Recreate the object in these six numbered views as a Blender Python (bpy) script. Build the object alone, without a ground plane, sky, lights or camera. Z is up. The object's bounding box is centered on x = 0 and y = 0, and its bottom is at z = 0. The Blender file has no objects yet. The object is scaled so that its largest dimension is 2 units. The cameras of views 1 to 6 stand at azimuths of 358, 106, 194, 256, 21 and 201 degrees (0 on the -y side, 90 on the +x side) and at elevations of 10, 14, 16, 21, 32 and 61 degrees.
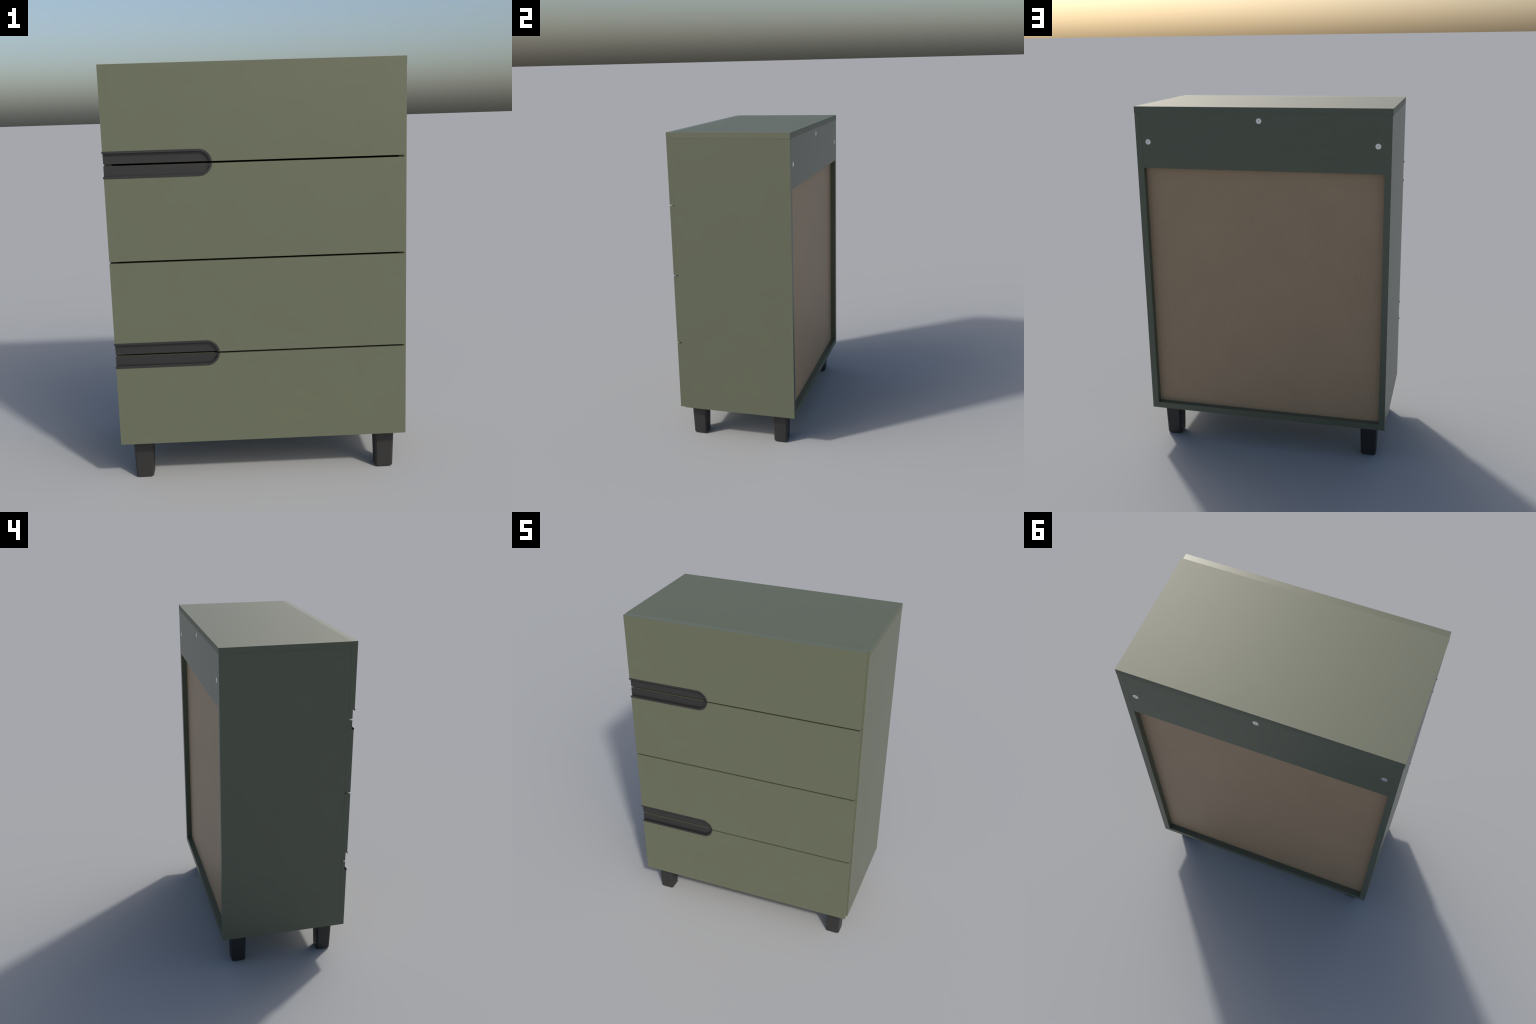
"""Tall olive chest of four drawers: hollow carcass, slab fronts with two
recessed dark pulls at the left edge, four black tapered feet, brown back."""
import bpy, bmesh, math
from mathutils import Vector

# ----------------------------------------------------------------- sizes (m)
TOP_Z      = 2.000          # top of slab and of the upper drawer front
SLAB_T     = 0.0348         # top slab thickness
SLAB_X     = 0.700          # slab half width (overhangs the sides slightly)
BACK_Y     = 0.388          # rear plane
SLAB_Y0    = -0.35178        # slab front edge, just behind the drawer fronts
SIDE_L, SIDE_R = -0.6975, 0.6990   # outer faces of side panels
SIDE_IN    = 0.6628         # inner face of side panels
BASE_Z     = 0.2043         # underside of the carcass
BASE_T     = 0.0355
FRONT_Y    = -0.3863        # face of drawer fronts
FRONT_Y1   = -0.3518        # rear of drawer fronts
FRONT_X0, FRONT_X1 = -0.6973, 0.6910
GAP        = 0.0090         # gap between drawer fronts
N_DRAWER   = 4
FRONT_BASE = 0.2048
FRONT_H    = (TOP_Z - FRONT_BASE - (N_DRAWER - 1) * GAP) / N_DRAWER
RAIL_Z     = 1.6655         # lower edge of the rear top rail
BACKBOARD_Y = 0.3520

PULL_R     = 0.0621         # outer radius of the pull's flange
PULL_RIM   = 0.0107         # flange width
PULL_XC    = -0.2643        # centre of the round end
PULL_Y     = -0.3880        # front of flange
PULL_FLOOR = -0.3753        # floor of the recess
POCKET_R   = 0.0612         # radius of pocket milled in the drawer front
POCKET_Y   = -0.3732

LEG_X, LEG_Y = 0.5990, 0.2768
LEG_BOT, LEG_TOP = 0.0423, 0.0480   # half widths
LEG_CH     = 0.0085

# ----------------------------------------------------------------- materials
def new_mat(name):
    m = bpy.data.materials.new(name)
    m.use_nodes = True
    nt = m.node_tree
    bsdf = nt.nodes["Principled BSDF"]
    return m, nt, bsdf

def noise_colour(nt, bsdf, base, amount, scale, detail=4.0, stretch=(1, 1, 1)):
    """Base colour modulated by a soft noise: base*(1-amount) .. base*(1+amount)."""
    tc = nt.nodes.new("ShaderNodeTexCoord")
    mp = nt.nodes.new("ShaderNodeMapping")
    mp.inputs["Scale"].default_value = stretch
    nz = nt.nodes.new("ShaderNodeTexNoise")
    nz.inputs["Scale"].default_value = scale
    nz.inputs["Detail"].default_value = detail
    nz.inputs["Roughness"].default_value = 0.6
    rp = nt.nodes.new("ShaderNodeValToRGB")
    rp.color_ramp.elements[0].position = 0.30
    rp.color_ramp.elements[1].position = 0.70
    rp.color_ramp.elements[0].color = [c * (1 - amount) for c in base] + [1]
    rp.color_ramp.elements[1].color = [c * (1 + amount) for c in base] + [1]
    L = nt.links
    L.new(tc.outputs["Object"], mp.inputs["Vector"])
    L.new(mp.outputs["Vector"], nz.inputs["Vector"])
    L.new(nz.outputs["Fac"], rp.inputs["Fac"])
    L.new(rp.outputs["Color"], bsdf.inputs["Base Color"])
    return nz, rp, mp

OLIVE = (0.100, 0.1125, 0.073)

def olive_paint(name, rough):
    m, nt, b = new_mat(name)
    noise_colour(nt, b, OLIVE, 0.012, 6.0)
    b.inputs["Roughness"].default_value = rough
    return m

MAT_CARCASS = olive_paint("olive_satin_paint", 0.50)
MAT_SIDE    = olive_paint("olive_semigloss_paint", 0.355)
MAT_FRONT   = olive_paint("olive_gloss_paint", 0.335)

MAT_PULL, nt, b = new_mat("charcoal_plastic")
noise_colour(nt, b, (0.0188, 0.0186, 0.0185), 0.02, 40.0)
b.inputs["Roughness"].default_value = 0.40

MAT_LEG, nt, b = new_mat("black_plastic")
noise_colour(nt, b, (0.0178, 0.0176, 0.0174), 0.03, 30.0)
b.inputs["Roughness"].default_value = 0.5

MAT_SCREW, nt, b = new_mat("zinc_screw_metal")
noise_colour(nt, b, (0.80, 0.79, 0.78), 0.03, 60.0)
b.inputs["Metallic"].default_value = 0.95
b.inputs["Roughness"].default_value = 0.28
MAT_CROSS_SHADE, nt, b = new_mat("screw_cross_shade_metal")  # darker metal for the raised cross bars, imitates the shade of a recess
noise_colour(nt, b, (0.50, 0.50, 0.53), 0.05, 60.0)
b.inputs["Metallic"].default_value = 0.6
b.inputs["Roughness"].default_value = 0.5

# brown hardboard: fine fibre grain, broad blotches, sparse dark specks
MAT_BOARD, nt, b = new_mat("brown_hardboard")
nz, rp, mp = noise_colour(nt, b, (0.392, 0.264, 0.155), 0.03, 5.0, 8.0)
L = nt.links
tc = nt.nodes.new("ShaderNodeTexCoord")
fib = nt.nodes.new("ShaderNodeTexNoise")
fib.inputs["Scale"].default_value = 105.0
fib.inputs["Detail"].default_value = 6.0
fmap = nt.nodes.new("ShaderNodeMapping")
fmap.inputs["Scale"].default_value = (0.8, 1, 1.25)
L.new(tc.outputs["Object"], fmap.inputs["Vector"])
L.new(fmap.outputs["Vector"], fib.inputs["Vector"])
frp = nt.nodes.new("ShaderNodeValToRGB")
frp.color_ramp.elements[0].position = 0.3
frp.color_ramp.elements[0].color = (0.93, 0.93, 0.93, 1)
frp.color_ramp.elements[1].position = 0.7
frp.color_ramp.elements[1].color = (1.055, 1.055, 1.055, 1)
L.new(fib.outputs["Fac"], frp.inputs["Fac"])
mix = nt.nodes.new("ShaderNodeMix"); mix.data_type = 'RGBA'; mix.blend_type = 'MULTIPLY'
mix.inputs[0].default_value = 1.0
L.new(rp.outputs["Color"], mix.inputs[6]); L.new(frp.outputs["Color"], mix.inputs[7])
vor = nt.nodes.new("ShaderNodeTexVoronoi"); vor.inputs["Scale"].default_value = 26.0
L.new(tc.outputs["Object"], vor.inputs["Vector"])
vrp = nt.nodes.new("ShaderNodeValToRGB")
vrp.color_ramp.elements[0].position = 0.05
vrp.color_ramp.elements[0].color = (0.80, 0.78, 0.76, 1)
vrp.color_ramp.elements[1].position = 0.14
vrp.color_ramp.elements[1].color = (1, 1, 1, 1)
L.new(vor.outputs["Distance"], vrp.inputs["Fac"])
mix2 = nt.nodes.new("ShaderNodeMix"); mix2.data_type = 'RGBA'; mix2.blend_type = 'MULTIPLY'
mix2.inputs[0].default_value = 0.7
L.new(mix.outputs[2], mix2.inputs[6]); L.new(vrp.outputs["Color"], mix2.inputs[7])
L.new(mix2.outputs[2], b.inputs["Base Color"])
b.inputs["Roughness"].default_value = 0.50

# ----------------------------------------------------------------- helpers
root = bpy.data.objects.new("chest_of_drawers", None)
root.empty_display_size = 0.2
bpy.context.scene.collection.objects.link(root)
root["label"] = "tall olive green chest of four drawers with dark recessed pulls"
root["category"] = "furniture"

def add(name, mesh, mats, parent=root):
    o = bpy.data.objects.new(name, mesh)
    for m in (mats if isinstance(mats, (list, tuple)) else [mats]):
        if m.name not in [x.name for x in mesh.materials if x]:
            mesh.materials.append(m)
    bpy.context.scene.collection.objects.link(o)
    o.parent = parent
    return o

def board_bm(x0, x1, y0, y1, z0, z1):
    bm = bmesh.new()
    bmesh.ops.create_cube(bm, size=1.0)
    for v in bm.verts:
        v.co = Vector((x0 if v.co.x < 0 else x1, y0 if v.co.y < 0 else y1, z0 if v.co.z < 0 else z1))
    return bm

def finish(bm, name, bevel=0.0, seg=2):
    if bevel > 0:
        sharp = [e for e in bm.edges if len(e.link_faces) == 2 and e.calc_face_angle(0) > 0.6]
        bmesh.ops.bevel(bm, geom=sharp, offset=bevel, segments=seg, profile=0.5,
                        affect='EDGES', clamp_overlap=True)
    bmesh.ops.recalc_face_normals(bm, faces=bm.faces)
    me = bpy.data.meshes.new(name)
    bm.to_mesh(me); bm.free()
    return me

def board(name, x0, x1, y0, y1, z0, z1, mat, bevel=0.0008, parent=root):
    return add(name, finish(board_bm(x0, x1, y0, y1, z0, z1), name, bevel), mat, parent)

# ----------------------------------------------------------------- carcass
board("top_panel", -SLAB_X, SLAB_X, SLAB_Y0, BACK_Y, TOP_Z - SLAB_T, TOP_Z, MAT_CARCASS, 0)
side_top = TOP_Z - SLAB_T - 0.0004
board("side_panel", SIDE_IN, SIDE_R, FRONT_Y1 + 0.0004, BACK_Y - 0.0003, BASE_Z, side_top, MAT_SIDE, 0.0006)
board("side_panel", SIDE_L, -SIDE_IN, FRONT_Y1 + 0.0004, BACK_Y - 0.0003, BASE_Z, side_top, MAT_SIDE, 0.0006)
board("bottom_panel", -SIDE_IN, SIDE_IN, FRONT_Y1 + 0.0006, BACK_Y - 0.0003, BASE_Z + 0.0001, BASE_Z + BASE_T, MAT_SIDE, 0)
board("back_rail", -SIDE_IN + 0.00005, SIDE_IN - 0.0006, BACKBOARD_Y + 0.0001, BACK_Y - 0.0004,
      RAIL_Z, TOP_Z - SLAB_T - 0.0002, MAT_SIDE, 0)
board("back_panel", -SIDE_IN + 0.0001, SIDE_IN - 0.0001, BACKBOARD_Y - 0.007, BACKBOARD_Y,
      BASE_Z + BASE_T + 0.0001, TOP_Z - SLAB_T - 0.0005, MAT_BOARD, 0)

# ----------------------------------------------------------------- screws
def screw_mesh():
    """Flat countersunk head, slightly domed rim, raised dark cross in place of a recess; axis along +y."""
    bm = bmesh.new()
    n, r = 40, 0.0151
    rings = [(r, 0.0), (r, 0.0004), (r - 0.0012, 0.0010), (0.0072, 0.0012)]
    loops = []
    for rad, y in rings:
        loops.append([bm.verts.new((rad * math.cos(2 * math.pi * i / n), y,
                                    rad * math.sin(2 * math.pi * i / n))) for i in range(n)])
    for a, c in zip(loops, loops[1:]):
        for i in range(n):
            bm.faces.new((a[i], a[(i + 1) % n], c[(i + 1) % n], c[i]))
    bm.faces.new(loops[-1]); bm.faces.new(loops[0])
    # cross: two low raised bars, darker metal stands in for a recess's shade
    def bar(hx, hz, y1, cx=0.0, cz=0.0):
        vs = [bm.verts.new((cx + sx * hx, y, cz + sz * hz)) for y in (0.0010, y1)
              for sx, sz in ((-1, -1), (1, -1), (1, 1), (-1, 1))]
        fs = [vs[4:8], vs[0:2] + vs[5:3:-1], [vs[1], vs[2], vs[6], vs[5]],
              [vs[2], vs[3], vs[7], vs[6]], [vs[3], vs[0], vs[4], vs[7]]]
        for f in fs:
            bm.faces.new(f).material_index = 1
    bar(0.0046, 0.0015, 0.00130)
    bar(0.0015, 0.0046, 0.00134)
    return finish(bm, "screw")

sm = screw_mesh()
for x, z in ((0.6285, 1.8092), (0.0005, 1.9294), (-0.6275, 1.8090)):
    o = add("screw", sm, [MAT_SCREW, MAT_CROSS_SHADE])
    o.location = (x, BACK_Y - 0.0010, z)
    o.rotation_euler = (0, math.radians(20 + 55 * x), 0)

# ----------------------------------------------------------------- drawer fronts
def stadium_outline(r, xl, xc, zc, n=32):
    """Left-open stadium: straight to xc, then half circle."""
    pts = [(xl, zc + r)]
    for i in range(n + 1):
        a = math.pi / 2 - math.pi * i / n
        pts.append((xc + r * math.cos(a), zc + r * math.sin(a)))
    pts.append((xl, zc - r))
    return pts

def prism(bm, pts, y0, y1):
    a = [bm.verts.new((x, y0, z)) for x, z in pts]
    c = [bm.verts.new((x, y1, z)) for x, z in pts]
    n = len(pts)
    bm.faces.new(a); bm.faces.new(list(reversed(c)))
    for i in range(n):
        bm.faces.new((a[i], c[i], c[(i + 1) % n], a[(i + 1) % n]))

def milled_front(z0, z1, pocket_zc):
    """Slab front, with the pull's pocket milled out of it where there is one."""
    bm = board_bm(FRONT_X0, FRONT_X1, FRONT_Y, FRONT_Y1, z0, z1)
    me = finish(bm, "drawer_front", 0.0)
    if pocket_zc is not None:
        base = bpy.data.objects.new("tmp_front", me)
        cb = bmesh.new()
        prism(cb, stadium_outline(POCKET_R, FRONT_X0 - 0.05, PULL_XC, pocket_zc), FRONT_Y - 0.05, POCKET_Y)
        cm = finish(cb, "tmp_cutter", 0.0)
        cut = bpy.data.objects.new("tmp_cutter", cm)
        for o in (base, cut):
            bpy.context.scene.collection.objects.link(o)
        md = base.modifiers.new("pocket", 'BOOLEAN')
        md.operation = 'DIFFERENCE'; md.object = cut; md.solver = 'EXACT'
        dg = bpy.context.evaluated_depsgraph_get()
        me2 = bpy.data.meshes.new_from_object(base.evaluated_get(dg))
        bpy.data.objects.remove(base); bpy.data.objects.remove(cut)
        bpy.data.meshes.remove(cm); bpy.data.meshes.remove(me)
        me2.name = "drawer_front"
        return me2
    return me

def pull_half(zc, sgn):
    """Upper (+1) or lower (-1) half of a recessed pull: an overhanging flange
    with eased edges, a short wall behind it and a thin floor."""
    g = GAP / 2
    xl = -SLAB_X            # flange runs a touch past the drawer edge
    bm = bmesh.new()

    def path(r, x0, n=22):
        a_end = math.asin(g / r)
        pts = [(x0, zc + sgn * r)]
        for i in range(n + 1):
            a = math.pi / 2 + (a_end - math.pi / 2) * i / n
            pts.append((PULL_XC + r * math.cos(a), zc + sgn * r * math.sin(a)))
        return pts

    def sweep(profile, x0):
        rows = [[bm.verts.new((px, y, pz)) for px, pz in path(r, x0)] for r, y in profile]
        m = len(rows)
        for j in range(m):
            p, q = rows[j], rows[(j + 1) % m]
            for i in range(len(p) - 1):
                bm.faces.new((p[i], p[i + 1], q[i + 1], q[i]))
        bm.faces.new([r[0] for r in rows]); bm.faces.new([r[-1] for r in reversed(rows)])

    ro, ri, e = PULL_R, PULL_R - PULL_RIM, 0.0009
    yb = FRONT_Y - 0.0001
    sweep([(ro, yb), (ro, PULL_Y + e * .5), (ro - e * .5, PULL_Y),
           (ri + e, PULL_Y), (ri, PULL_Y + e),
           (ri, yb + 0.0006), (ri + e, yb + 0.0012), (POCKET_R - 0.0006, yb + 0.0012),
           (POCKET_R - 0.0006, yb)], xl)
    # wall between flange and floor
    sweep([(POCKET_R - 0.0003, FRONT_Y + 0.0003), (POCKET_R - 0.0018, FRONT_Y + 0.0006),
           (POCKET_R - 0.0018, PULL_FLOOR - 0.0006), (POCKET_R - 0.0003, PULL_FLOOR + 0.001)],
          FRONT_X0 - 0.0001)
    # floor
    x0 = FRONT_X0 - 0.0002
    pts = path(POCKET_R - 0.0004, x0) + [(x0, zc + sgn * g)]
    prism(bm, pts, PULL_FLOOR, POCKET_Y - 0.0002)
    me = finish(bm, "handle")
    for p in me.polygons:
        p.use_smooth = True
    me.set_sharp_from_angle(angle=math.radians(28))
    return me

fronts = []
for k in range(N_DRAWER):                     # k = 0 is the top drawer
    z1 = TOP_Z - k * (FRONT_H + GAP)
    z0 = z1 - FRONT_H
    pocket = z0 - GAP / 2 if k in (0, 2) else z1 + GAP / 2
    d = add("drawer_front", milled_front(z0, z1, pocket), MAT_FRONT)
    sgn = 1 if k in (0, 2) else -1
    add("handle", pull_half(pocket, sgn), MAT_PULL, d)

# ----------------------------------------------------------------- legs
def leg_mesh():
    """Square foot, slightly wider at the top, chamfered upright edges and sole."""
    bm = bmesh.new()
    h = BASE_Z + 0.0004
    def ring(half, ch, z):
        s, c = half, half - ch
        pts = [(-c, -s), (c, -s), (s, -c), (s, c), (c, s), (-c, s), (-s, c), (-s, -c)]
        return [bm.verts.new((x, y, z)) for x, y in pts]
    def half(z): return LEG_BOT + (LEG_TOP - LEG_BOT) * z / h
    rows = [ring(half(0) - 0.0062, LEG_CH - 0.003, 0.0), ring(half(0.0018) - 0.0030, LEG_CH - 0.001, 0.0014),
            ring(half(0.0055), LEG_CH, 0.0055), ring(half(h), LEG_CH, h)]
    for a, c in zip(rows, rows[1:]):
        for i in range(8):
            bm.faces.new((a[i], a[(i + 1) % 8], c[(i + 1) % 8], c[i]))
    bm.faces.new(rows[0]); bm.faces.new(rows[-1])
    # soften the chamfers
    up = [e for e in bm.edges if abs(e.verts[0].co.z - e.verts[1].co.z) > 0.05]
    bmesh.ops.bevel(bm, geom=up, offset=0.0012, segments=2, profile=0.5, affect='EDGES')
    me = finish(bm, "leg")
    return me

lm = leg_mesh()
for sx in (-1, 1):
    for sy in (-1, 1):
        o = add("leg", lm, MAT_LEG)
        o.location = (sx * LEG_X, sy * LEG_Y, 0)
